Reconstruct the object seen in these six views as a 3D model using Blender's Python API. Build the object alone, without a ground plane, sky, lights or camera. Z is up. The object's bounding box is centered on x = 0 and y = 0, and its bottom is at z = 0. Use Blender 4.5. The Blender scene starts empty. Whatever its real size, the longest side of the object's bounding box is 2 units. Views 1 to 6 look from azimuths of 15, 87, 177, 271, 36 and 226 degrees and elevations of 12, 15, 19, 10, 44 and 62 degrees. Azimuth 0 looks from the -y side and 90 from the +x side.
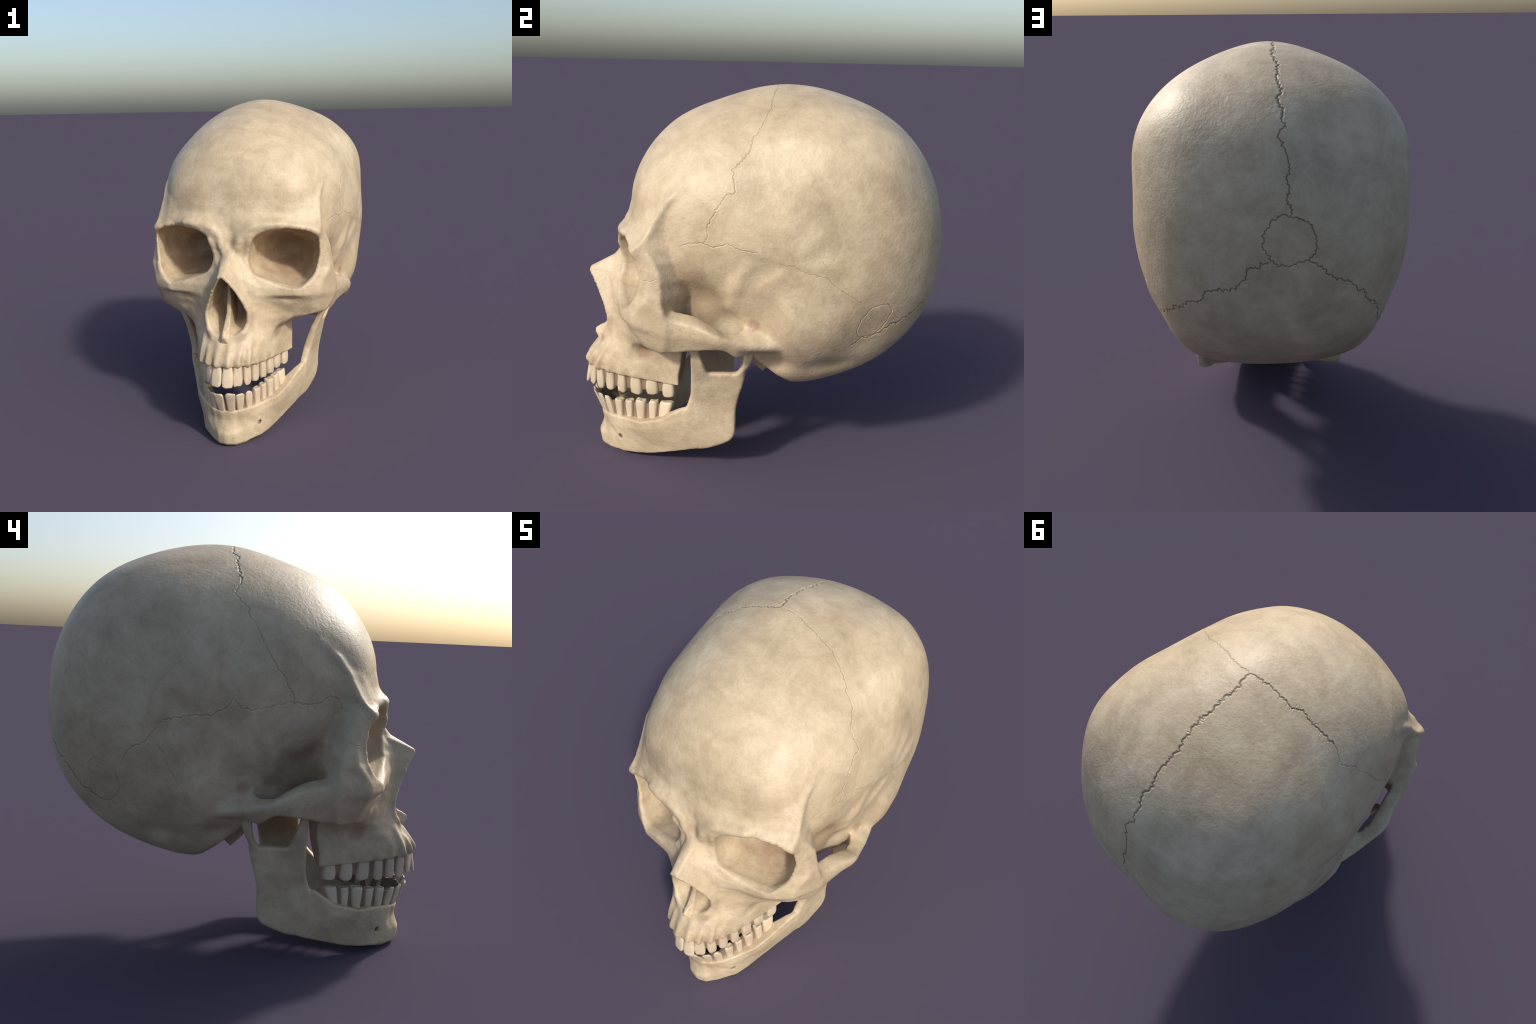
"""Bone-white human skull with open jaw: curves, sections and rules, no external data."""
import bpy, bmesh, math, random
import numpy as np
from mathutils import Vector, noise
from mathutils.bvhtree import BVHTree
from mathutils.kdtree import KDTree

random.seed(7)
RNG = np.random.default_rng(7)
scene = bpy.context.scene


# ------------------------------------------------------------------ helpers
def new_object(name, mesh, parent=None):
    ob = bpy.data.objects.new(name, mesh)
    scene.collection.objects.link(ob)
    if parent is not None:
        ob.parent = parent
    return ob


def mesh_from(verts, faces, name="piece"):
    me = bpy.data.meshes.new(name)
    me.from_pydata([tuple(map(float, v)) for v in verts], [], faces)
    bm = bmesh.new()
    bm.from_mesh(me)
    bmesh.ops.remove_doubles(bm, verts=bm.verts, dist=1e-5)
    bmesh.ops.recalc_face_normals(bm, faces=bm.faces)
    bm.to_mesh(me)
    bm.free()
    return me


def loft(loops):
    """Closed solid through a list of closed loops with equal point counts."""
    n = len(loops[0])
    verts = [p for lp in loops for p in lp]
    faces = []
    for i in range(len(loops) - 1):
        for j in range(n):
            k = (j + 1) % n
            faces.append((i * n + j, i * n + k, (i + 1) * n + k, (i + 1) * n + j))
    for base in (0, (len(loops) - 1) * n):          # fan caps
        c = len(verts)
        verts.append(np.mean(np.array(loops[base // n]), axis=0))
        for j in range(n):
            faces.append((base + j, base + (j + 1) % n, c))
    return verts, faces


def mirrored(piece):
    v, f = piece
    return [(-p[0], p[1], p[2]) for p in v], f


def join(pieces):
    verts, faces = [], []
    for v, f in pieces:
        o = len(verts)
        verts += [tuple(p) for p in v]
        faces += [tuple(i + o for i in q) for q in f]
    return verts, faces


def applied(ob):
    dg = bpy.context.evaluated_depsgraph_get()
    dg.update()
    me = bpy.data.meshes.new_from_object(ob.evaluated_get(dg))
    old = ob.data
    ob.modifiers.clear()
    ob.data = me
    bpy.data.meshes.remove(old)
    return ob


def fuse(solid, cutters, voxel, voxel_after=None):
    """Union overlapping solids by voxel remesh, then carve the cutters out."""
    me = bpy.data.meshes.new("fused")
    me.from_pydata([tuple(map(float, v)) for v in solid[0]], [], solid[1])
    bm = bmesh.new(); bm.from_mesh(me)
    bmesh.ops.recalc_face_normals(bm, faces=bm.faces)
    bm.to_mesh(me); bm.free()
    ob = new_object("fused", me)
    m = ob.modifiers.new("r", "REMESH"); m.mode = "VOXEL"; m.voxel_size = voxel
    applied(ob)
    for c in cutters:
        co = new_object("cutter", mesh_from(*c))
        b = ob.modifiers.new("b", "BOOLEAN"); b.operation = "DIFFERENCE"; b.solver = "EXACT"; b.object = co
        applied(ob)
        bpy.data.objects.remove(co)
    if cutters or voxel_after:
        m = ob.modifiers.new("r", "REMESH"); m.mode = "VOXEL"; m.voxel_size = voxel_after or voxel
        applied(ob)
    return ob


class Surface:
    """Vertex/edge arrays of a mesh, for smoothing and relief in numpy."""
    def __init__(self, me):
        self.me = me
        n = len(me.vertices)
        self.co = np.empty(n * 3); me.vertices.foreach_get("co", self.co); self.co = self.co.reshape(-1, 3)
        e = np.empty(len(me.edges) * 2, dtype=np.int64); me.edges.foreach_get("vertices", e)
        self.e = e.reshape(-1, 2)
        self.deg = np.bincount(self.e.ravel(), minlength=n)[:, None].astype(float)

    def average(self, a):
        s = np.zeros_like(a)
        for k in range(a.shape[1]):
            s[:, k] = (np.bincount(self.e[:, 0], a[self.e[:, 1], k], len(a))
                       + np.bincount(self.e[:, 1], a[self.e[:, 0], k], len(a)))
        return s / self.deg

    def smooth(self, rounds, amount=0.5):
        """amount: scalar or per-vertex column; Taubin style so that little volume is lost"""
        for i in range(rounds):
            self.co += amount * (self.average(self.co) - self.co)
            self.co -= 1.02 * amount * (self.average(self.co) - self.co) * 0.55
        self.store()

    def store(self):
        self.me.vertices.foreach_set("co", self.co.ravel())
        self.me.update()

    def normals(self):
        n = np.empty(len(self.co) * 3); self.me.vertices.foreach_get("normal", n)
        return n.reshape(-1, 3)

    def push(self, height):
        self.co += self.normals() * height[:, None]
        self.store()


def interp(x, table):
    t = np.array(table)
    return np.interp(x, t[:, 0], t[:, 1])


def bump(P, centre, size, mirror=True):
    """Gaussian blob of unit height; size gives the three radii."""
    Q = np.abs(P[:, 0]) if mirror else P[:, 0]
    d = ((Q - centre[0]) / size[0]) ** 2 + ((P[:, 1] - centre[1]) / size[1]) ** 2 + ((P[:, 2] - centre[2]) / size[2]) ** 2
    return np.exp(-d)


def line_distance(P, pts, mirror=True):
    """Distance of points to a polyline, on both sides of the midline if mirror."""
    Q = P.copy()
    if mirror:
        Q[:, 0] = np.abs(Q[:, 0])
    best = np.full(len(Q), 9.0)
    for a, b in zip(pts[:-1], pts[1:]):
        a, b = np.array(a), np.array(b)
        ab = b - a
        t = np.clip(((Q - a) @ ab) / (ab @ ab), 0, 1)
        best = np.minimum(best, np.linalg.norm(Q - (a + t[:, None] * ab), axis=1))
    return best


def fbm(P, scale, octaves=3, seed=0.0):
    out = np.empty(len(P))
    off = Vector((seed, seed * 1.7, -seed))
    for i, p in enumerate(P):
        out[i] = noise.fractal(Vector(p) * scale + off, 1.0, 2.0, octaves)
    return out


# ------------------------------------------------------------------ braincase
# Radius of the braincase around CENTRE.  Rows step 15 degrees from the
# midline plane towards the temple; columns step 22.5 degrees round from the
# forehead (0) over the crown (90) and the occiput (180) to the base (270).
CENTRE = np.array([0.0, 0.12, 1.22])
TEMPLE = .626
RADII = np.array([
    [.760, .820, .816, .773, .781, .794, .833, .849, .809, .819, .792, .764, .753, .744, .738, .741],
    [.769, .824, .801, .761, .766, .796, .838, .842, .834, .846, .814, .765, .757, .744, .734, .740],
    [.771, .819, .775, .740, .748, .802, .851, .835, .824, .829, .818, .794, .780, .730, .711, .724],
    [.718, .737, .737, .712, .723, .774, .813, .795, .775, .767, .740, .743, .738, .692, .673, .685],
    [.650, .664, .677, .668, .686, .700, .706, .709, .712, .705, .694, .693, .694, .640, .636, .646],
    [.622, .638, .641, .643, .652, .654, .657, .650, .653, .647, .651, .644, .641, .632, .631, .619],
    [TEMPLE] * 16])
BASE_HEIGHT = [(-.7, .82), (-.3, .77), (-.1, .735), (0, .665), (.08, .600), (.165, .530), (.20, .520), (.40, .518), (.50, .532), (.60, .582), (.75, .65), (1, .70)]


def cubic(t):
    return np.stack([-.5 * t + t * t - .5 * t ** 3, 1 - 2.5 * t * t + 1.5 * t ** 3,
                     .5 * t + 2 * t * t - 1.5 * t ** 3, -.5 * t * t + .5 * t ** 3])


def braincase_radius(lat, around):
    """lat 0..90 from the midline, around 0..360, both arrays in degrees"""
    fa, fp = lat / 15.0, around / 22.5
    ia = np.minimum(fa.astype(int), 5); ip = np.floor(fp).astype(int)
    wa, wp = cubic(fa - ia), cubic(fp - ip)
    r = np.zeros_like(lat)
    for m in range(4):
        for n in range(4):
            i, j = ia - 1 + m, ip - 1 + n
            i = np.abs(i)
            over = i > 6
            j = np.where(over, j + 8, j) % 16
            i = np.where(over, 12 - i, i)
            r += wa[m] * wp[n] * RADII[i, j]
    return r


def braincase():
    na, npn = 90, 144
    lat = np.linspace(-90, 90, na + 1)[1:-1]
    ph = np.arange(npn) * 360 / npn
    A, B = np.meshgrid(lat, ph, indexing="ij")
    a, b = A.ravel(), B.ravel()
    r = braincase_radius(np.abs(a), b)
    ar, br = np.radians(a), np.radians(b)
    D = np.stack([np.sin(ar), -np.cos(ar) * np.cos(br), np.cos(ar) * np.sin(br)], 1)
    P = CENTRE + D * r[:, None]
    # temporal fossa: the side wall falls in behind the eye socket
    side = np.sign(P[:, 0]) * np.clip((np.abs(P[:, 0]) - .2) / .15, 0, 1)
    P[:, 0] -= side * .060 * np.exp(-((P[:, 1] + .28) / .10) ** 2 - ((P[:, 2] - 1.03) / .10) ** 2)
    P[:, 0] -= side * .035 * np.exp(-((P[:, 1] + .16) / .07) ** 2 - ((P[:, 2] - .90) / .07) ** 2)
    # flattened skull base with the mastoid corner
    zb = interp(P[:, 1], BASE_HEIGHT)
    k = .005
    P[:, 2] = zb + k * np.logaddexp(0, (P[:, 2] - zb) / k)
    # hollow of the ear canal between arch root and mastoid
    P[:, 0] -= side * .045 * np.exp(-((P[:, 1] - .07) / .07) ** 2 - ((P[:, 2] - .69) / .055) ** 2)
    verts = [tuple(p) for p in P]
    faces = []
    for i in range(na - 2):
        for j in range(npn):
            k2 = (j + 1) % npn
            faces.append((i * npn + j, i * npn + k2, (i + 1) * npn + k2, (i + 1) * npn + j))
    for row, s in ((0, -1), (na - 2, 1)):
        c = len(verts)
        verts.append((s * TEMPLE, .12, 1.22))
        for j in range(npn):
            faces.append((row * npn + j, row * npn + (j + 1) % npn, c))
    return verts, faces


# ------------------------------------------------------------------ face block
# Horizontal half sections (x, y), from the front midline round the cheek to
# the back midline; eye sockets and nose opening are carved afterwards.
B1, B2 = (.15, -.30), (0, -.30)
FACE = [
    (1.60, [(0, -.580), (.08, -.575), (.16, -.56), (.24, -.53), (.32, -.48), (.40, -.40), (.455, -.33), (.46, -.30), (.34, -.25), B1, B2]),
    (1.50, [(0, -.634), (.08, -.633), (.16, -.624), (.24, -.602), (.32, -.565), (.41, -.505), (.490, -.427), (.49, -.38), (.36, -.30), B1, B2]),
    (1.42, [(0, -.657), (.08, -.656), (.16, -.649), (.25, -.630), (.34, -.594), (.42, -.549), (.487, -.485), (.478, -.43), (.36, -.31), B1, B2]),
    (1.36, [(0, -.677), (.07, -.678), (.15, -.674), (.24, -.653), (.33, -.619), (.42, -.572), (.492, -.517), (.485, -.455), (.47, -.36), (.36, -.28), B2]),
    (1.31, [(0, -.690), (.06, -.698), (.14, -.702), (.23, -.684), (.32, -.648), (.42, -.598), (.499, -.545), (.486, -.475), (.485, -.40), (.40, -.28), B2]),
    (1.255, [(0, -.695), (.04, -.708), (.12, -.712), (.22, -.695), (.313, -.656), (.42, -.635), (.500, -.610), (.517, -.54), (.492, -.45), (.42, -.28), B2]),
    (1.20, [(0, -.712), (.036, -.716), (.08, -.718), (.141, -.724), (.30, -.660), (.494, -.597), (.520, -.552), (.538, -.500), (.494, -.43), (.40, -.24), B2]),
    (1.15, [(0, -.732), (.03, -.722), (.060, -.710), (.118, -.704), (.30, -.658), (.500, -.580), (.532, -.537), (.550, -.480), (.488, -.41), (.38, -.22), B2]),
    (1.108, [(0, -.764), (.020, -.757), (.055, -.715), (.102, -.695), (.30, -.655), (.503, -.573), (.540, -.533), (.555, -.477), (.493, -.395), (.36, -.22), B2]),
    (1.04, [(0, -.893), (.019, -.889), (.053, -.772), (.116, -.704), (.30, -.652), (.494, -.585), (.552, -.540), (.566, -.474), (.475, -.385), (.34, -.22), B2]),
    (1.02, [(0, -.900), (.022, -.893), (.058, -.780), (.130, -.720), (.30, -.658), (.488, -.598), (.552, -.552), (.568, -.473), (.470, -.385), (.33, -.23), B2]),
    (.94, [(0, -.855), (.070, -.850), (.097, -.776), (.18, -.738), (.28, -.712), (.400, -.680), (.510, -.614), (.580, -.450), (.445, -.39), (.30, -.26), B2]),
    (.89, [(0, -.83), (.092, -.828), (.118, -.764), (.20, -.732), (.28, -.715), (.390, -.688), (.504, -.618), (.582, -.445), (.42, -.39), (.28, -.30), B2]),
    (.85, [(0, -.815), (.110, -.812), (.136, -.758), (.21, -.714), (.29, -.690), (.370, -.658), (.480, -.602), (.578, -.445), (.40, -.40), (.26, -.34), B2]),
    (.80, [(0, -.80), (.131, -.795), (.157, -.750), (.218, -.702), (.29, -.664), (.370, -.630), (.462, -.585), (.558, -.455), (.39, -.43), (.25, -.38), B2]),
    (.745, [(0, -.80), (.128, -.795), (.160, -.754), (.222, -.703), (.29, -.652), (.350, -.606), (.436, -.556), (.526, -.468), (.42, -.47), (.28, -.39), B2]),
    (.715, [(0, -.803), (.112, -.808), (.160, -.758), (.224, -.697), (.283, -.646), (.316, -.614), (.332, -.57), (.325, -.50), (.30, -.41), (.2, -.36), (0, -.34)]),
    (.66, [(0, -.84), (.085, -.846), (.145, -.790), (.207, -.720), (.248, -.668), (.270, -.615), (.284, -.55), (.293, -.47), (.297, -.396), (.2, -.37), (0, -.37)]),
    (.60, [(0, -.886), (.062, -.878), (.13, -.834), (.187, -.765), (.222, -.69), (.247, -.62), (.268, -.55), (.287, -.47), (.300, -.400), (.2, -.38), (0, -.38)]),
    (.545, [(0, -.926), (.06, -.914), (.12, -.872), (.170, -.812), (.208, -.735), (.235, -.66), (.260, -.57), (.285, -.48), (.303, -.412), (.2, -.39), (0, -.39)]),
    (.492, [(0, -.922), (.05, -.915), (.10, -.884), (.145, -.838), (.182, -.782), (.208, -.718), (.234, -.645), (.262, -.545), (.302, -.415), (.20, -.40), (0, -.40)]),
]


def face_block():
    loops = []
    for z, half in FACE:
        right = [(x, y, z) for x, y in half]
        left = [(-x, y, z) for x, y in half[1:-1]][::-1]
        loops.append(right + left)
    # gum line rises a little towards the front
    loops[-1] = [(x, y, z + .035 * (-.66 - y) / .5) for x, y, z in loops[-1]]
    return loft(loops)


# cheek arch: station y, then (x, z) of inner top, outer ridge, outer belly, outer foot, inner foot
ARCH = [
    (-.54, (.47, .955), (.510, .945), (.51, .86), (.47, .77), (.44, .79)),
    (-.47, (.500, .968), (.566, .942), (.569, .86), (.520, .752), (.47, .775)),
    (-.41, (.510, .970), (.578, .938), (.578, .86), (.536, .753), (.49, .775)),
    (-.32, (.525, .955), (.606, .920), (.602, .86), (.560, .772), (.525, .79)),
    (-.24, (.536, .912), (.637, .896), (.628, .845), (.588, .790), (.552, .80)),
    (-.187, (.546, .872), (.634, .872), (.630, .838), (.606, .799), (.56, .80)),
    (-.12, (.540, .872), (.618, .850), (.612, .81), (.584, .745), (.54, .76)),
    (-.05, (.500, .910), (.608, .830), (.604, .80), (.560, .766), (.48, .76)),
    (.05, (.480, .905), (.583, .812), (.580, .79), (.546, .763), (.45, .75)),
    (.16, (.440, .900), (.545, .795), (.542, .78), (.520, .752), (.40, .72)),
    (.28, (.40, .880), (.50, .770), (.49, .76), (.46, .740), (.36, .70)),
]


def cheek_arch():
    return loft([[(x, y, z) for x, z in corners] for y, *corners in ARCH])


# eye socket rim, from the inner top corner over the brow and round
RIM = [(.136, -.720, 1.216), (.215, -.690, 1.264), (.313, -.648, 1.275), (.44, -.615, 1.258), (.494, -.594, 1.212),
       (.496, -.571, 1.112), (.474, -.596, 1.008), (.43, -.62, .957), (.378, -.643, .932), (.26, -.68, .962),
       (.143, -.713, 1.008), (.104, -.694, 1.085)]


def closed_curve(points, per):
    """Catmull-Rom through closed control points, per samples between neighbours."""
    p = np.array(points, float)
    t = np.arange(per) / per
    w = cubic(t)
    out = []
    for i in range(len(p)):
        q = [p[(i - 1 + k) % len(p)] for k in range(4)]
        out += list(sum(w[k][:, None] * q[k] for k in range(4)))
    return np.array(out)


def eye_socket():
    rim = closed_curve(RIM, 3)
    mid = rim.mean(0)
    apex = np.array([.295, -.315, 1.095])
    loops = []
    for t, s in ((-.55, 1.06), (-.12, 1.02), (0, 1.0), (.2, .98), (.45, .89), (.70, .68), (.90, .42), (1.0, .22)):
        c = mid + (apex - mid) * max(t, 0) + np.array([0, .30 * min(t, 0), 0])
        flat = rim - mid
        if t > 0:
            flat = flat * [1, 1 - t, 1]
        loops.append([tuple(c + f * s) for f in flat])
    return loft(loops)


# half outline (x, z) of the pear-shaped nose opening
PEAR = [(0, 1.024), (.015, 1.014), (.036, .985), (.070, .925), (.099, .86), (.122, .80), (.119, .745), (.101, .703), (.060, .672), (0, .675)]


def nose_opening():
    loops = []
    for y, s, dz in ((-1.0, 1.0, 0), (-.86, 1.0, 0), (-.78, .94, 0), (-.72, .82, .01), (-.67, .66, .02), (-.645, .48, .03)):
        half = [(x * s, y, .86 + (z - .86) * (.4 + .6 * s) + dz) for x, z in PEAR]
        loops.append(half + [(-p[0], p[1], p[2]) for p in half[1:-1]][::-1])
    return loft(loops)


def box_loft(stations):
    """stations: (centre, half width x, half height z) boxes stepped along y"""
    return loft([[(c[0] - w, c[1], c[2] - h), (c[0] + w, c[1], c[2] - h), (c[0] + w, c[1], c[2] + h), (c[0] - w, c[1], c[2] + h)]
                 for c, w, h in stations])


def nose_spine():
    return loft([[(-w, y, z0), (w, y, z0), (w * .35, y, z1), (-w * .35, y, z1)]
                 for y, w, z0, z1 in ((-.882, .012, .668, .688), (-.855, .030, .622, .705), (-.80, .040, .60, .73), (-.72, .04, .60, .74))])


def nose_septum():
    # thin blade leaning a little to one side, widest at its foot
    rows = []
    for z, w, y0, lean in ((.66, .028, -.855, 0), (.72, .018, -.825, .004), (.79, .013, -.79, .008), (.88, .011, -.765, .006), (.98, .009, -.75, 0), (1.02, .008, -.75, 0)):
        rows.append([(lean - w, y0, z), (lean + w, y0, z), (lean + w * 1.1, -.50, z), (lean - w * 1.1, -.50, z)])
    return loft(rows)


# ------------------------------------------------------------------ jaw
# Half-jaw sections from chin to the jaw angle: outer top, outer waist, outer
# belly, outer foot, inner foot, inner belly, inner top.
JAW = [
    [(0, -.860, .222), (0, -.852, .165), (0, -.879, .085), (0, -.871, .022), (0, -.835, -.003), (0, -.750, .08), (0, -.790, .222)],
    [(.05, -.855, .224), (.05, -.845, .166), (.052, -.871, .085), (.05, -.861, .022), (.05, -.825, -.003), (.04, -.745, .08), (.04, -.788, .224)],
    [(.095, -.834, .230), (.10, -.818, .170), (.104, -.820, .090), (.104, -.808, .022), (.092, -.780, -.003), (.075, -.715, .09), (.075, -.765, .228)],
    [(.148, -.792, .240), (.158, -.776, .180), (.174, -.744, .115), (.180, -.722, .035), (.155, -.690, .020), (.120, -.670, .12), (.120, -.727, .238)],
    [(.205, -.716, .250), (.212, -.706, .200), (.206, -.682, .120), (.206, -.650, .037), (.180, -.630, .035), (.152, -.620, .14), (.155, -.665, .246)],
    [(.256, -.629, .249), (.255, -.622, .200), (.240, -.600, .130), (.229, -.567, .046), (.190, -.550, .044), (.160, -.550, .15), (.170, -.595, .245)],
    [(.305, -.506, .290), (.310, -.500, .240), (.300, -.475, .165), (.283, -.440, .088), (.245, -.430, .086), (.215, -.460, .19), (.225, -.500, .283)],
    [(.380, -.386, .395), (.374, -.378, .330), (.362, -.352, .235), (.344, -.306, .133), (.325, -.310, .140), (.318, -.360, .25), (.345, -.386, .388)],
]


def chin_hole():
    """small nerve opening on the side of the chin, boring in obliquely"""
    n, rings = 10, []
    out, up = np.array([.62, -.78, .05]), np.array([0, 0, 1.0])
    side = np.cross(out, up)
    for t, r in ((.03, .017), (.0, .013), (-.02, .010), (-.035, .006)):
        c = np.array([.172, -.745, .121]) + out * t
        rings.append([tuple(c + side * r * math.cos(a) + up * r * 1.2 * math.sin(a)) for a in np.arange(n) * 2 * math.pi / n])
    return loft(rings)


def jaw_body():
    left = [[(-x, y, z) for x, y, z in s] for s in JAW[:0:-1]]
    return loft(left + JAW)


# rising branch: slab sections at height z: front y, back y, x at front, x at back, half thickness
BRANCH = [(.135, -.330, -.295, .330, .340, .010), (.155, -.345, -.248, .334, .360, .018), (.185, -.350, -.183, .338, .374, .020),
          (.215, -.352, -.139, .344, .386, .021), (.25, -.375, -.121, .346, .390, .022), (.32, -.392, -.117, .354, .394, .022),
          (.385, -.382, -.116, .360, .397, .022), (.40, -.375, -.116, .362, .397, .023), (.47, -.356, -.103, .378, .405, .026),
          (.54, -.352, -.083, .398, .418, .025), (.615, -.350, -.068, .424, .434, .022)]
CORONOID = [(.50, -.353, -.235, .386, .394, .020), (.56, -.3525, -.245, .404, .411, .022), (.622, -.3505, -.262, .430, .438, .022), (.70, -.348, -.288, .464, .468, .020), (.80, -.345, -.315, .502, .502, .015)]
CONDYLE = [(.50, -.165, -.098, .402, .407, .018), (.57, -.150, -.083, .422, .424, .020), (.62, -.120, -.075, .444, .440, .024), (.66, -.100, -.055, .448, .444, .034),
           (.71, -.096, -.038, .452, .446, .040), (.755, -.088, -.032, .454, .448, .040), (.785, -.075, -.045, .454, .450, .028)]


def slab(rows):
    return loft([[(xf - t, yf + .3 * t, z), (xf + t, yf + .3 * t, z), (xb + t, yb, z), (xb - t, yb, z)] for z, yf, yb, xf, xb, t in rows])


# ------------------------------------------------------------------ teeth
# (gum point, tip point, width along the row, depth) on the outer face of each tooth
UPPER = [((.033, -.914, .505), (.035, -.934, .402), .060, .036), ((.088, -.892, .503), (.088, -.895, .403), .055, .034),
         ((.133, -.848, .500), (.133, -.846, .395), .051, .036), ((.170, -.788, .495), (.168, -.790, .398), .050, .044),
         ((.198, -.724, .491), (.199, -.726, .394), .049, .048), ((.224, -.648, .488), (.223, -.648, .396), .064, .056),
         ((.246, -.561, .484), (.244, -.560, .402), .068, .058), ((.272, -.473, .477), (.271, -.473, .404), .068, .056)]
LOWER = [((.030, -.854, .225), (.038, -.896, .340), .058, .030), ((.080, -.834, .232), (.087, -.858, .332), .050, .030),
         ((.124, -.794, .238), (.130, -.813, .330), .048, .034), ((.162, -.745, .247), (.166, -.751, .341), .046, .042),
         ((.189, -.688, .249), (.189, -.692, .346), .044, .046), ((.215, -.625, .243), (.216, -.628, .354), .056, .052),
         ((.236, -.562, .254), (.231, -.560, .356), .046, .050), ((.260, -.504, .275), (.248, -.487, .364), .068, .058)]


def tooth_mesh(gum, tip, width, depth, along, kind, rng):
    """Crown and root stub: rounded boxes stepped from the socket to the biting edge."""
    g, t, u = np.array(gum), np.array(tip), np.array(along)
    u = u / np.linalg.norm(u)
    axis = t - g
    h = np.linalg.norm(axis); axis = axis / h
    inward = np.cross(axis, u)
    inward /= np.linalg.norm(inward)
    if inward @ np.array([-g[0], .55 + g[1] * 0 + .4, 0]) < 0:
        inward = -inward
    # (fraction of crown height, width factor, depth factor, bulge outward)
    # upper crowns are fullest at mid height, lower ones flare towards the biting edge
    upper = tip[2] < gum[2]
    if kind == "front" and upper:
        steps = [(-.30, .66, .9, -.06), (-.02, .80, 1.0, .0), (.25, .95, 1.0, .10), (.6, 1.0, .80, .10), (.90, .95, .50, -.02), (1.02, .82, .28, -.08)]
    elif kind == "front":
        steps = [(-.30, .60, .9, -.06), (-.02, .72, 1.0, .0), (.25, .84, 1.0, .08), (.6, .95, .85, .06), (.90, 1.06, .52, .0), (1.02, 1.0, .34, -.05)]
    elif kind == "canine":
        steps = [(-.30, .66, .9, -.06), (-.02, .80, 1.0, .0), (.25, .94, 1.0, .10), (.6, 1.0, .90, .10), (.90, .92, .6, -.04), (1.05, .66, .36, -.12)]
    elif upper:
        steps = [(-.30, .70, .92, -.04), (-.02, .84, .98, .0), (.25, .95, 1.0, .06), (.6, 1.0, 1.0, .07), (.92, .93, .94, -.01), (1.03, .78, .76, -.08)]
    else:
        steps = [(-.30, .66, .92, -.04), (-.02, .76, .98, .0), (.25, .86, 1.0, .04), (.6, .98, 1.0, .05), (.91, 1.04, .96, .0), (1.01, .90, .80, -.06)]
    width *= rng.uniform(1.0, 1.12)
    h *= rng.uniform(.96, 1.05)
    loops = []
    n = 20
    skew = rng.uniform(-.13, .13)
    for f, wf, df, out in steps:
        c = g + axis * h * f + inward * (depth * .5 * df - .004 - out * depth * .4)
        ring = []
        for k in range(n):
            a = 2 * math.pi * k / n
            ca, sa = math.cos(a), math.sin(a)
            p = .62
            ex = math.copysign(abs(ca) ** p, ca) * width * .5 * wf
            ey = math.copysign(abs(sa) ** p, sa) * depth * .5 * df
            q = c + u * (ex + skew * width * f * .3) + inward * ey
            if f > .85:
                q = q + axis * h * (.03 * math.cos(a * 3 + skew * 40) + skew * .5 * ex / width)
            ring.append(tuple(q))
        loops.append(ring)
    v, fcs = loft(loops)
    # dished biting surface for the cheek teeth
    if kind == "molar":
        v[-1] = tuple(np.array(v[-1]) - axis * h * .07)
    return mesh_from(v, fcs, "tooth")


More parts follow.
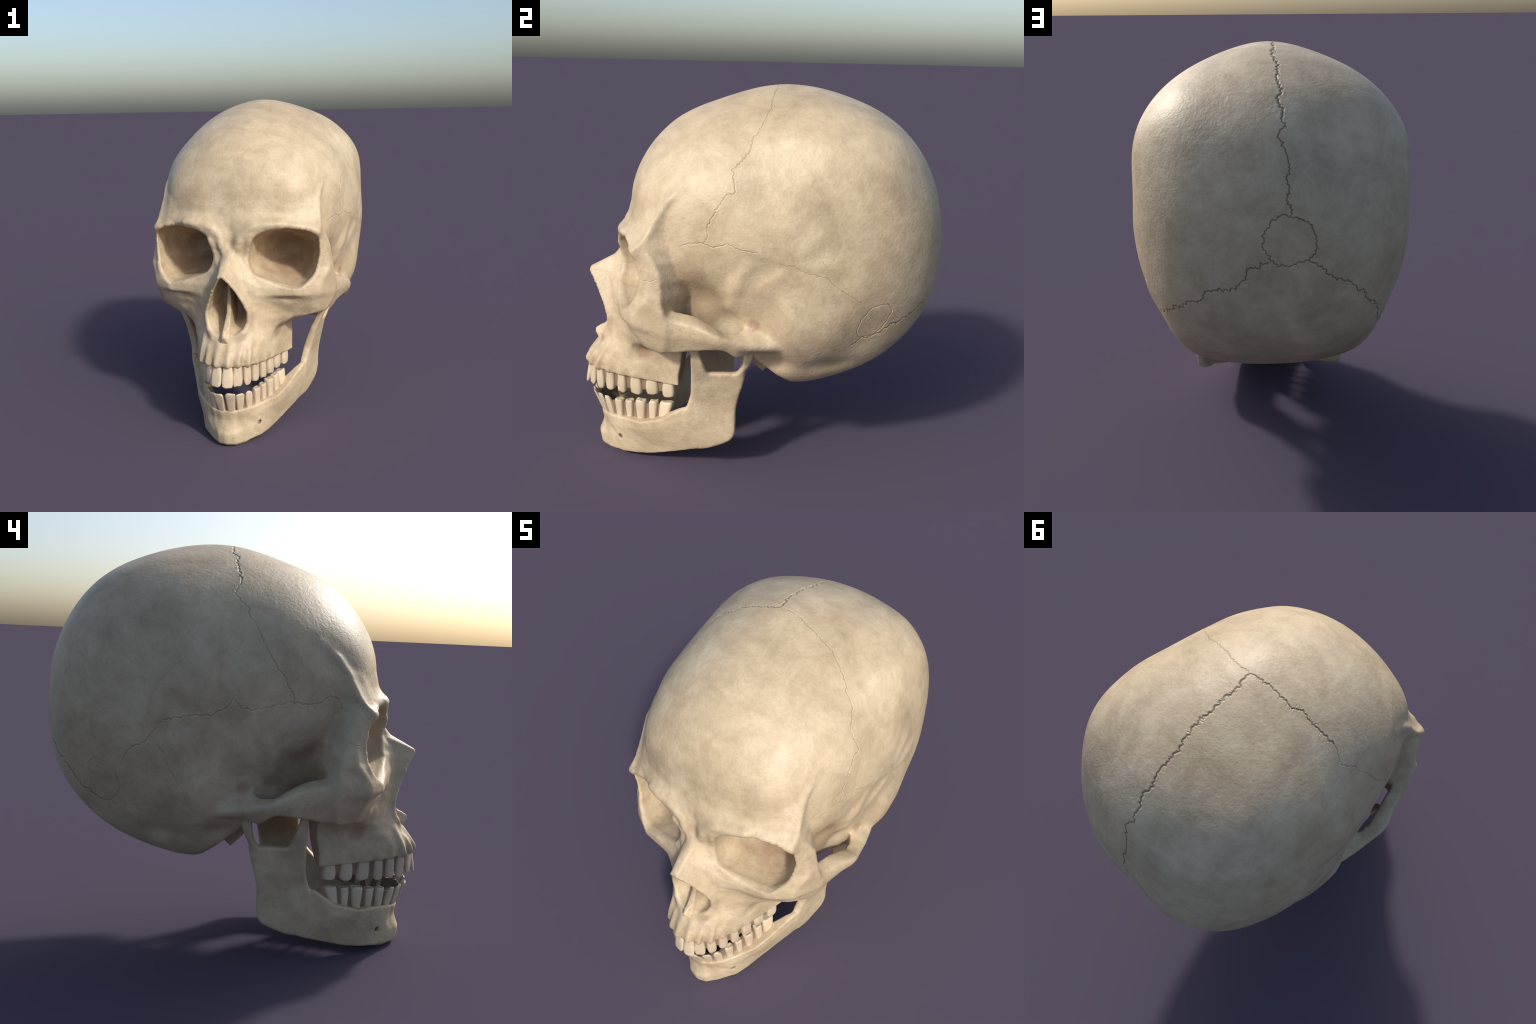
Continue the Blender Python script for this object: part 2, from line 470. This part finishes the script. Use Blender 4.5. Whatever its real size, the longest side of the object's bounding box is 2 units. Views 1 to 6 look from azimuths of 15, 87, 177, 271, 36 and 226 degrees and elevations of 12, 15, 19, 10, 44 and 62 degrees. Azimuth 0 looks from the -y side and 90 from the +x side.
# ------------------------------------------------------------------ relief
def relief_skull(s):
    P = s.co.copy()
    h = np.zeros(len(P))
    front = P[:, 1] < -.40
    # swellings of the roots above the upper teeth
    for i, (g, t, w, d) in enumerate(UPPER[:6]):
        top = .105 if i in (0, 1) else (.14 if i == 2 else .075)
        amp = (.020, .021, .024, .013, .009, .007)[i]
        line = [(g[0] * 1.0, g[1] - .002, g[2] + .022), (g[0] * .97, g[1] + .028, g[2] + top * .6), (g[0] * .95, g[1] + .062, g[2] + top)]
        h += amp * np.exp(-(line_distance(P, line) / .019) ** 2) * front
    # pits between the roots
    for (g, *_), (k, *_) in zip(UPPER[:4], UPPER[1:5]):
        m = [(a + b) / 2 for a, b in zip(g, k)]
        h -= .010 * bump(P, (m[0], m[1] - .002, m[2] + .035), (.011, .03, .022))
    # hollow under the eye rim, hollow of the upper jaw, pits beside the nose
    h -= .013 * bump(P, (.325, -.690, .862), (.070, .05, .017))
    h -= .008 * bump(P, (.25, -.70, .84), (.05, .06, .07))
    h -= .022 * bump(P, (.272, -.60, .655), (.05, .075, .055))
    h -= .012 * bump(P, (.075, -.86, .635), (.028, .05, .03))
    # brow ridges and the dip between them
    h += .016 * np.exp(-(line_distance(P, [(.048, -.715, 1.165), (.062, -.72, 1.225), (.11, -.715, 1.272), (.19, -.70, 1.297), (.28, -.672, 1.30)]) / .026) ** 2)
    h += .004 * np.exp(-(line_distance(P, [(.28, -.672, 1.295), (.40, -.63, 1.278), (.49, -.60, 1.262)]) / .026) ** 2)
    h -= .008 * np.exp(-(line_distance(P, [(.09, -.69, 1.36), (.20, -.67, 1.365), (.34, -.63, 1.35)]) / .040) ** 2)
    h -= .010 * bump(P, (0, -.72, 1.185), (.026, .05, .035))
    # rolled rim round the eye socket
    ring = [(.315 + (x - .315) * 1.09, y - .004, 1.09 + (z - 1.09) * 1.10) for x, y, z in RIM + RIM[:1]]
    h += .007 * np.exp(-(line_distance(P, ring) / .018) ** 2)
    # raised lip round the nose opening
    lip = [(x * 1.1 + .004, -.905 + .92 * x if z > .8 else -.80 - .4 * (.115 - x), .86 + (z - .86) * 1.03) for x, z in PEAR[1:-1]]
    h += .006 * np.exp(-(line_distance(P, lip) / .016) ** 2)
    # temporal line sweeping up from the brow corner, with the step behind it
    crest = [(.496, -.575, 1.275), (.492, -.517, 1.36), (.486, -.483, 1.425), (.490, -.44, 1.49), (.505, -.356, 1.562)]
    h += .005 * np.exp(-(line_distance(P, crest) / .024) ** 2)
    h -= .002 * np.exp(-(line_distance(P, [(x - .004, y + .05, z - .01) for x, y, z in crest]) / .03) ** 2)
    # flat behind the ridge, swelling above the mastoid
    h -= .014 * bump(P, (.60, .02, 1.06), (.15, .12, .15))
    h += .011 * bump(P, (.58, .30, .87), (.14, .18, .10))
    h -= .018 * bump(P, (.48, .34, .665), (.10, .12, .05))
    # ridge down the temple in front of the ear
    h += .007 * np.exp(-(line_distance(P, [(.60, -.07, 1.20), (.585, -.10, 1.16), (.565, -.14, 1.06), (.53, -.16, .98)]) / .035) ** 2)
    h -= .010 * np.exp(-(line_distance(P, [(.585, -.17, 1.16), (.56, -.21, 1.06), (.52, -.23, .98)]) / .04) ** 2)
    s.push(h)


def relief_jaw(s):
    P = s.co.copy()
    h = np.zeros(len(P))
    h += .005 * bump(P, (0, -.885, .055), (.035, .05, .045))
    h -= .007 * bump(P, (.075, -.86, .13), (.04, .05, .05))
    for g, t, w, d in LOWER[:6]:
        h += .004 * np.exp(-(line_distance(P, [(g[0], g[1], g[2]), (g[0], g[1], g[2] - .06)]) / .018) ** 2)
    h -= .006 * bump(P, (.42, -.24, .30), (.06, .07, .10))
    s.push(h)


# ------------------------------------------------------------------ sutures
# Course of each bone seam: (zigzag amplitude, half width, depth, points on the skull)
SUTURES = [
    # crown seam, from the forehead seam back to the occiput
    (.011, .0032, .0042, [(-.009, .089, 1.997), (-.014, .194, 1.996), (-.021, .28, 1.986), (-.009, .374, 1.965), (-.018, .456, 1.939),
                          (-.026, .553, 1.896), (-.011, .61, 1.865), (-.03, .66, 1.835), (-.014, .704, 1.805), (-.034, .741, 1.775), (-.022, .781, 1.738)]),
    (.010, .0025, .0034, [(-.022, .781, 1.738), (-.043, .8, 1.715), (-.011, .829, 1.682), (-.031, .858, 1.635), (-.054, .888, 1.568),
                          (-.036, .9, 1.537), (-.043, .913, 1.488), (-.038, .922, 1.438), (-.055, .926, 1.413), (-.046, .928, 1.387)]),
    # forehead seam
    (.009, .0028, .0036, [(-.009, .089, 1.997), (-.073, .078, 1.991), (-.165, .064, 1.968), (-.228, .068, 1.945), (-.262, .041, 1.925),
                          (-.337, .035, 1.874), (-.411, .011, 1.806)]),
    (.006, .0022, .0026, [(-.411, .011, 1.806), (-.472, .035, 1.75), (-.517, -.028, 1.687), (-.537, -.035, 1.659), (-.555, -.073, 1.614),
                          (-.573, -.111, 1.542), (-.577, -.144, 1.474), (-.571, -.188, 1.412), (-.564, -.232, 1.344), (-.561, -.247, 1.297)]),
    (.006, .0022, .0024, [(-.009, .089, 1.997), (.078, .09, 1.991), (.129, .073, 1.979), (.251, .046, 1.931), (.317, .035, 1.89), (.419, -.027, 1.792),
                          (.455, -.062, 1.749), (.478, -.068, 1.723), (.5, -.092, 1.691), (.521, -.145, 1.636), (.547, -.14, 1.589), (.565, -.137, 1.54),
                          (.558, -.176, 1.521), (.559, -.199, 1.486), (.556, -.233, 1.433), (.554, -.262, 1.367), (.558, -.254, 1.344), (.552, -.276, 1.304)]),
    # seams of the temple plates
    (.005, .0022, .0026, [(-.472, -.464, 1.275), (-.486, -.436, 1.317), (-.508, -.391, 1.326), (-.519, -.362, 1.301), (-.542, -.302, 1.286), (-.565, -.235, 1.299),
                          (-.592, -.136, 1.271), (-.604, -.072, 1.26), (-.609, -.019, 1.27), (-.614, .015, 1.304), (-.611, .039, 1.271), (-.612, .079, 1.254),
                          (-.612, .108, 1.233), (-.614, .178, 1.233), (-.617, .265, 1.214), (-.618, .311, 1.206), (-.624, .351, 1.158), (-.622, .385, 1.109),
                          (-.61, .446, 1.08), (-.596, .478, 1.046), (-.591, .483, 1.027)]),
    (.003, .0016, .0025, [(-.628, .343, 1.1), (-.625, .301, 1.054), (-.61, .284, .992), (-.593, .243, .924), (-.588, .213, .893)]),
    (.003, .0014, .0022, [(-.626, .235, 1.459), (-.623, .286, 1.416), (-.618, .326, 1.374), (-.616, .36, 1.309), (-.617, .376, 1.226)]),
    (.005, .0020, .0020, [(.508, -.381, 1.281), (.529, -.339, 1.298), (.552, -.276, 1.301), (.566, -.233, 1.289), (.582, -.175, 1.306), (.596, -.118, 1.289),
                          (.604, -.072, 1.28), (.609, -.026, 1.281)]),
    (.005, .0015, .0016, [(.611, .067, 1.229), (.612, .125, 1.218), (.624, .218, 1.183), (.628, .289, 1.162), (.629, .331, 1.126), (.62, .387, 1.081), (.599, .459, 1.036)]),
    # island bones behind the ears
    (.004, .0018, .0022, [(-.54, .623, 1.012), (-.561, .563, 1.0), (-.557, .527, .946), (-.537, .513, .874), (-.489, .566, .803), (-.473, .62, .823),
                          (-.494, .655, .908), (-.513, .66, .981), (-.54, .623, 1.012)]),
    (.004, .0022, .0030, [(.554, .451, .886), (.569, .464, .937), (.577, .513, 1.004), (.554, .595, 1.021), (.532, .622, .975), (.521, .598, .906),
                          (.514, .553, .844), (.531, .47, .832), (.554, .451, .886)]),
    # seams of the occiput, with the round island bone at their apex
    (.008, .00235, .0030, [(-.046, .928, 1.387), (0, .928, 1.393), (.03, .931, 1.359), (.052, .932, 1.329), (.057, .933, 1.266), (.036, .932, 1.215), (-.002, .93, 1.191),
                          (-.063, .932, 1.194), (-.115, .934, 1.212), (-.145, .934, 1.243), (-.151, .932, 1.297), (-.132, .929, 1.355), (-.089, .928, 1.379), (-.046, .928, 1.387)]),
    (.012, .0025, .0030, [(.037, .931, 1.206), (.115, .933, 1.172), (.138, .93, 1.135), (.182, .925, 1.096), (.28, .898, 1.076), (.304, .882, 1.045), (.357, .843, 1.016),
                          (.433, .754, .947), (.491, .654, .902), (.511, .566, .85), (.529, .471, .827), (.525, .43, .796)]),
    (.012, .0025, .0030, [(-.115, .934, 1.212), (-.163, .932, 1.192), (-.204, .926, 1.142), (-.26, .91, 1.111), (-.309, .886, 1.091), (-.353, .849, 1.032),
                          (-.414, .779, .962), (-.44, .705, .865), (-.477, .593, .806)]),
    # short seam across the outer eye rim
    (.005, .0014, .0020, [(.504, -.569, 1.124), (.513, -.552, 1.117), (.531, -.515, 1.116), (.542, -.492, 1.129)]),
    (.005, .0014, .0020, [(-.504, -.569, 1.124), (-.513, -.552, 1.117), (-.531, -.515, 1.116), (-.542, -.492, 1.129)]),
]


def suture_samples(tree):
    """Zigzag every course on the surface; returns points, half widths, depths."""
    pts, wid, dep = [], [], []
    for amp, half, depth, course in SUTURES:
        c = np.array(course)
        seg = np.linalg.norm(np.diff(c, axis=0), axis=1)
        L = np.concatenate([[0], np.cumsum(seg)])
        n = int(L[-1] / .007) + 2
        t = np.linspace(0, L[-1], n)
        mid = np.stack([np.interp(t, L, c[:, k]) for k in range(3)], 1)
        tan = np.gradient(mid, axis=0)
        line = []
        wander = 0.0
        for i in range(n):
            q, nr, _, _ = tree.find_nearest(Vector(mid[i]))
            side = Vector(tan[i]).cross(nr).normalized()
            wander = .6 * wander + RNG.normal(0, .6)
            fade = min(1, i / 2, (n - 1 - i) / 2)
            line.append(np.array(q + side * float(fade * amp * (.55 * wander + RNG.uniform(-.5, .5)))))
        line = np.array(line)
        for i in range(n - 1):
            grow = .75 + .5 * noise.noise(Vector(line[i]) * 25)
            for f in np.arange(0, 1, .16):
                pts.append(line[i] * (1 - f) + line[i + 1] * f); wid.append(half); dep.append(depth * grow)
        # short side cracks along the strong seams
        if amp >= .008:
            for i in range(2, n - 2, 3):
                if RNG.random() < .6:
                    side = Vector(tan[i]).cross(Vector(line[i] - CENTRE)).normalized() * float(RNG.choice([-1, 1]) * RNG.uniform(.008, .018))
                    side += Vector(tan[i]).normalized() * float(RNG.uniform(-.008, .008))
                    for f in np.arange(0, 1, .08):
                        pts.append(line[i] + np.array(side) * f); wid.append(half * .5); dep.append(depth * .55)
    return np.array(pts), np.array(wid), np.array(dep)


def carve_sutures(ob):
    me = ob.data
    bm = bmesh.new(); bm.from_mesh(me)
    tree = BVHTree.FromBMesh(bm)
    pts, wid, dep = suture_samples(tree)
    kd = KDTree(len(pts))
    for i, p in enumerate(pts):
        kd.insert(p, i)
    kd.balance()
    near = {v.index for v in bm.verts if kd.find(v.co)[2] < .014}
    edges = [e for e in bm.edges if e.verts[0].index in near and e.verts[1].index in near]
    bmesh.ops.subdivide_edges(bm, edges=edges, cuts=3, use_grid_fill=True)
    bm.to_mesh(me); bm.free()
    s = Surface(me)
    h = np.zeros(len(s.co)); mask = np.zeros(len(s.co))
    for i, p in enumerate(s.co):
        _, k, d = kd.find(Vector(p))
        if d < .022:
            w = wid[k]
            d = max(0, d - .3 * w)
            h[i] = -.85 * dep[k] * math.exp(-(d / (w * 1.1)) ** 2) + dep[k] * .12 * math.exp(-((d - 2.6 * w) / (w * 1.3)) ** 2)
            mask[i] = 1.0 if d < .014 else 0
    m = mask[:, None]
    s.smooth(3, .5 * m)
    s.push(h)
    return kd, wid


# ------------------------------------------------------------------ materials
def bone_material(name, light, mid, dark, stains_and_shade=(), rough=.50, bump_strength=.32):
    mat = bpy.data.materials.new(name)
    mat.use_nodes = True
    nt = mat.node_tree
    nodes, links = nt.nodes, nt.links
    bsdf = nodes["Principled BSDF"]
    bsdf.inputs["Roughness"].default_value = rough
    bsdf.inputs["Specular IOR Level"].default_value = .45
    tc = nodes.new("ShaderNodeTexCoord")

    def tex(scale, detail, rough_=.6, dist=0.0):
        n = nodes.new("ShaderNodeTexNoise")
        n.inputs["Scale"].default_value = scale
        n.inputs["Detail"].default_value = detail
        n.inputs["Roughness"].default_value = rough_
        n.inputs["Distortion"].default_value = dist
        links.new(tc.outputs["Object"], n.inputs["Vector"])
        return n

    def ramp(fac, stops):
        r = nodes.new("ShaderNodeValToRGB")
        els = r.color_ramp.elements
        els[0].position, els[0].color = stops[0][0], (*stops[0][1], 1)
        els[1].position, els[1].color = stops[-1][0], (*stops[-1][1], 1)
        for p, c in stops[1:-1]:
            e = els.new(p); e.color = (*c, 1)
        links.new(fac, r.inputs["Fac"])
        return r.outputs["Color"]

    def mix(fac, a, b, mode="MIX"):
        m = nodes.new("ShaderNodeMix"); m.data_type = "RGBA"; m.blend_type = mode
        if isinstance(fac, float):
            m.inputs[0].default_value = fac
        else:
            links.new(fac, m.inputs[0])
        for i, c in ((6, a), (7, b)):
            if isinstance(c, tuple):
                m.inputs[i].default_value = (*c, 1)
            else:
                links.new(c, m.inputs[i])
        return m.outputs[2]

    def maths(op, a, b=None, c=None):
        m = nodes.new("ShaderNodeMath"); m.operation = op
        for i, v in enumerate((a, b, c)):
            if v is None: continue
            if isinstance(v, (int, float)):
                m.inputs[i].default_value = v
            else:
                links.new(v, m.inputs[i])
        return m.outputs[0]

    blotch = tex(5.0, 10, .72, .3)
    col = ramp(blotch.outputs["Fac"], [(.30, dark), (.52, mid), (.70, light)])
    fine = tex(34, 6, .75)
    col = mix(ramp(fine.outputs["Fac"], [(.50, (0, 0, 0)), (.78, (.55,) * 3)]), col, dark)
    # stain and painted shade: soft patches of another hue at given places (both sides)
    if stains_and_shade:
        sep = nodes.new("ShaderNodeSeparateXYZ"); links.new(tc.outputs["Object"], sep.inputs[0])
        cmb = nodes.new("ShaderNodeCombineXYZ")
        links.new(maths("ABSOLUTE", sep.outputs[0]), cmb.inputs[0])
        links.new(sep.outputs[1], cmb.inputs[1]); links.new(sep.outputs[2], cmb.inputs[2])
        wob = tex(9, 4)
        for centre, radius, colour, amount in stains_and_shade:
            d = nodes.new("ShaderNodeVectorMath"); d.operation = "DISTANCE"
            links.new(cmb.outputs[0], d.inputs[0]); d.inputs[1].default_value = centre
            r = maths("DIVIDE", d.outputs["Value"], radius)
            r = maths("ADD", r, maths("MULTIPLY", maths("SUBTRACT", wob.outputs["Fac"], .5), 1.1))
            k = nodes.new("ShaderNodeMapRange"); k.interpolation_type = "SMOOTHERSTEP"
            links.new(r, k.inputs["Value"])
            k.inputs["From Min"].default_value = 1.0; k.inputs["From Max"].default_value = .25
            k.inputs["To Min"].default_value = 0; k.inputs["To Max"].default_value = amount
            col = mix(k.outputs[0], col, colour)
    # pores: sparse dark pinholes
    vor = nodes.new("ShaderNodeTexVoronoi"); vor.inputs["Scale"].default_value = 55
    links.new(tc.outputs["Object"], vor.inputs["Vector"])
    sparse = tex(6, 2)
    hole = nodes.new("ShaderNodeMapRange")
    links.new(vor.outputs["Distance"], hole.inputs["Value"])
    hole.inputs["From Min"].default_value = .05; hole.inputs["From Max"].default_value = .17
    hole.inputs["To Min"].default_value = 1; hole.inputs["To Max"].default_value = 0
    gate = nodes.new("ShaderNodeMapRange")
    links.new(sparse.outputs["Fac"], gate.inputs["Value"])
    gate.inputs["From Min"].default_value = .50; gate.inputs["From Max"].default_value = .62
    pore = maths("MULTIPLY", hole.outputs[0], gate.outputs[0])
    col = mix(maths("MULTIPLY", pore, .42), col, tuple(c * .55 for c in dark))
    links.new(col, bsdf.inputs["Base Color"])
    # fine grain
    grain = tex(60, 5, .65)
    lumps = tex(30, 5, .6)
    hgt = maths("ADD", maths("MULTIPLY", grain.outputs["Fac"], .35), maths("MULTIPLY", lumps.outputs["Fac"], .55))
    hgt = maths("SUBTRACT", hgt, maths("MULTIPLY", pore, .5))
    b = nodes.new("ShaderNodeBump"); b.inputs["Strength"].default_value = bump_strength
    b.inputs["Distance"].default_value = .012
    links.new(hgt, b.inputs["Height"]); links.new(b.outputs[0], bsdf.inputs["Normal"])
    return mat


LIGHT, MID, DARK = (.600, .495, .342), (.485, .388, .257), (.352, .268, .168)
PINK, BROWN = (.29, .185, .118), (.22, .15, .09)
BONE = bone_material("bone", LIGHT, MID, DARK, stains_and_shade=[
    ((.30, -.43, 1.08), .27, PINK, .80), ((.27, -.36, 1.12), .17, BROWN, .7), ((.44, -.36, 1.10), .10, PINK, .55), ((.45, -.25, .98), .17, BROWN, .6),  # first two tint the eye sockets: pinkish, then darker brown further back
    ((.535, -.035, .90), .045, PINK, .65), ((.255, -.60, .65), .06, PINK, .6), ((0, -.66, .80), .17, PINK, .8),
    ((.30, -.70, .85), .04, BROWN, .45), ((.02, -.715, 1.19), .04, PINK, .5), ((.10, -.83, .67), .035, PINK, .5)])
JAW_BONE = bone_material("jaw_bone", LIGHT, MID, DARK, stains_and_shade=[((.165, -.738, .121), .022, (.12, .085, .05), .85)])  # shade of the chin hole painted dark into the jaw colour
TOOTH = bone_material("tooth_enamel", (.625, .525, .385), (.565, .462, .332), (.45, .352, .24), rough=.35, bump_strength=.10)
FAINT = bone_material("faint_seam_bone", (.40, .31, .205), (.32, .245, .155), (.22, .165, .10))
SEAM = bone_material("seam_bone", (.32, .24, .15), (.24, .175, .105), (.15, .107, .064))
SOCKET = bone_material("socket_bone", (.30, .215, .145), (.24, .17, .112), (.18, .125, .08))

# ------------------------------------------------------------------ assembly
skull = bpy.data.objects.new("human_skull", None)
scene.collection.objects.link(skull)
skull["label"] = "weathered ivory human skull with open jaw and teeth"
skull["category"] = "skull"

def base_knob():
    """blunt bony point under the skull, in front of the mastoid"""
    return loft([[(.325 + w * .4, .018 - w, z), (.325 + w * .4, .018 + w, z), (.325 - 1.6 * w, .018 + w, z), (.325 - 1.6 * w, .018 - w, z)]
                 for z, w in ((.572, .004), (.63, .055), (.70, .10), (.80, .10))])


solid = join([braincase(), base_knob(), mirrored(base_knob()), face_block(), cheek_arch(), mirrored(cheek_arch())])
sock = eye_socket()
body = fuse(solid, [sock, mirrored(sock), nose_opening()], .0065, .0065)
s = Surface(body.data)
s.smooth(5)
cheek = (np.clip((np.abs(s.co[:, 0]) - .44) / .05, 0, 1) * np.clip((1.0 - s.co[:, 2]) / .05, 0, 1) * np.clip((-s.co[:, 1] + .30) / .1, 0, 1))[:, None]
brow = (np.clip((s.co[:, 2] - 1.33) / .08, 0, 1) * np.clip((-s.co[:, 1] - .1) / .1, 0, 1))[:, None]
s.smooth(45, .5 * np.maximum(cheek, .35 * brow))
relief_skull(s)
s.smooth(3)
seam_tree, seam_width = carve_sutures(body)

nose = fuse(join([nose_spine(), nose_septum()]), [], .005)
Surface(nose.data).smooth(4)

jaw = fuse(join([jaw_body()] + [p for r in (BRANCH, CORONOID, CONDYLE) for p in (slab(r), mirrored(slab(r)))]), [chin_hole(), mirrored(chin_hole())], .0055)
s = Surface(jaw.data)
s.smooth(5)
branch = (np.clip((np.abs(s.co[:, 0]) - .30) / .05, 0, 1) * np.clip((.68 - s.co[:, 2]) / .05, 0, 1) * np.clip((.43 + s.co[:, 1]) / .1, 0, 1))[:, None]
s.smooth(60, .5 * branch)
relief_jaw(s)
s.smooth(2)


def finish(ob, name, mat, parent):
    ob.name = name; ob.data.name = name
    ob.data.materials.clear(); ob.data.materials.append(mat)
    ob.data.polygons.foreach_set("use_smooth", np.ones(len(ob.data.polygons), dtype=bool))
    ob.parent = parent
    return ob


def split_regions(ob, rule, names, mat, parent):
    """Separate a smooth body into named regions whose borders and normals coincide."""
    me = ob.data
    s = Surface(me)
    nrm = s.normals()
    centres = np.empty(len(me.polygons) * 3); me.polygons.foreach_get("center", centres)
    region = rule(centres.reshape(-1, 3))
    polys = [tuple(p.vertices) for p in me.polygons]
    out = {}
    for k, name in enumerate(names):
        idx = np.nonzero(region == k)[0]
        if len(idx) == 0:
            continue
        used = sorted({v for i in idx for v in polys[i]})
        where = {v: i for i, v in enumerate(used)}
        part = bpy.data.meshes.new(name)
        part.from_pydata([tuple(s.co[v]) for v in used], [], [tuple(where[v] for v in polys[i]) for i in idx])
        part.polygons.foreach_set("use_smooth", np.ones(len(idx), dtype=bool))
        part.normals_split_custom_set_from_vertices([tuple(nrm[v]) for v in used])
        part.materials.append(mat)
        out.setdefault(name, []).append(new_object(name, part, parent))
    bpy.data.objects.remove(ob)
    return out


def skull_rule(c):
    r = bone_rule(c)
    for i, p in enumerate(c):
        _, k, d = seam_tree.find(Vector(p))
        bold = seam_width[k] > .0023
        if d < .008 and d < (1.25 if bold else .9) * seam_width[k] and r[i] == 0:
            r[i] = 5 if bold else 6
    return r


def bone_rule(c):
    ax = np.abs(c[:, 0])
    r = np.zeros(len(c), dtype=int)
    cheek = (c[:, 2] < 1.13) & (ax > .40) & (c[:, 1] < -.14) & (c[:, 2] < .99 + 0 * ax) & (ax > .545 - .35 * np.clip(c[:, 1] + .75, 0, .45))
    cheek |= (c[:, 2] < 1.13) & (ax > .475) & (c[:, 1] < -.44)
    upper = (c[:, 2] < .96) & (c[:, 1] < -.33) & (ax < .60)
    bridge = (ax < .075) & (c[:, 1] < -.705) & (c[:, 2] > .96) & (c[:, 2] < 1.165)
    r[upper] = 1
    r[bridge] = 2
    r[cheek & (c[:, 0] > 0)] = 3
    r[cheek & (c[:, 0] < 0)] = 4
    return r


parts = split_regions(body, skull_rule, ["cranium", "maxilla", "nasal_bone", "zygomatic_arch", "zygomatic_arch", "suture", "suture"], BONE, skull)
cranium, maxilla = parts["cranium"][0], parts["maxilla"][0]
for seam, ink in zip(parts["suture"], (SEAM, FAINT)):
    seam.data.materials[0] = ink
    seam.parent = cranium
    seam["kind"] = "stuff"
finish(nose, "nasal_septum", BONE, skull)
finish(jaw, "mandible", JAW_BONE, skull)


def tooth_row(rows, parent):
    pts = [np.array(r[0]) for r in rows]
    for i, (g, t, w, d) in enumerate(rows):
        a = pts[max(i - 1, 0)] if i else pts[0] * [-1, 1, 1]
        b = pts[min(i + 1, len(pts) - 1)]
        along = (b - a) * [1, 1, 0]
        kind = "front" if i < 2 else ("canine" if i == 2 else "molar")
        for side in (1, -1):
            m = np.array([side, 1, 1])
            me = tooth_mesh(np.array(g) * m, np.array(t) * m, w, d, along * m, kind, RNG)
            ob = new_object("tooth", me, parent)
            mod = ob.modifiers.new("s", "SUBSURF"); mod.levels = mod.render_levels = 1
            applied(ob)
            finish(ob, "tooth", TOOTH, parent)


tooth_row(UPPER, maxilla)
tooth_row(LOWER, jaw)


def socket_wall(rows, parent, rise):
    """Recessed strip of darker bone seen between the teeth."""
    g = np.array([r[0] for r in rows]); t = np.array([r[1] for r in rows]); d = np.array([r[3] for r in rows])
    g = np.vstack([(g * [-1, 1, 1])[::-1], g]); t = np.vstack([(t * [-1, 1, 1])[::-1], t]); d = np.concatenate([d[::-1], d])
    tan = np.gradient(g, axis=0) * [1, 1, 0]
    tan /= np.linalg.norm(tan, axis=1)[:, None]
    inn = np.stack([-tan[:, 1], tan[:, 0], 0 * d], 1)
    inn *= np.sign((inn * (np.array([0, -.45, 0]) - g * [1, 1, 0])).sum(1))[:, None]
    loops = []
    for i in range(len(g)):
        a = g[i] + inn[i] * .011; b = g[i] + (t[i] - g[i]) * rise + inn[i] * (.011 if 2 < i < len(g) - 3 else .013)
        up = (g[i] - t[i]) / np.linalg.norm(g[i] - t[i]) * .03
        loops.append([tuple(a + up), tuple(b), tuple(b + inn[i] * (d[i] * .4)), tuple(a + up + inn[i] * (d[i] * .55))])
    ob = new_object("tooth_socket_wall", mesh_from(*loft(loops)), parent)
    finish(ob, "tooth_socket_wall", SOCKET, parent)
    ob.data.polygons.foreach_set("use_smooth", np.zeros(len(ob.data.polygons), dtype=bool))


socket_wall(UPPER, maxilla, .72)
socket_wall(LOWER, jaw, .80)
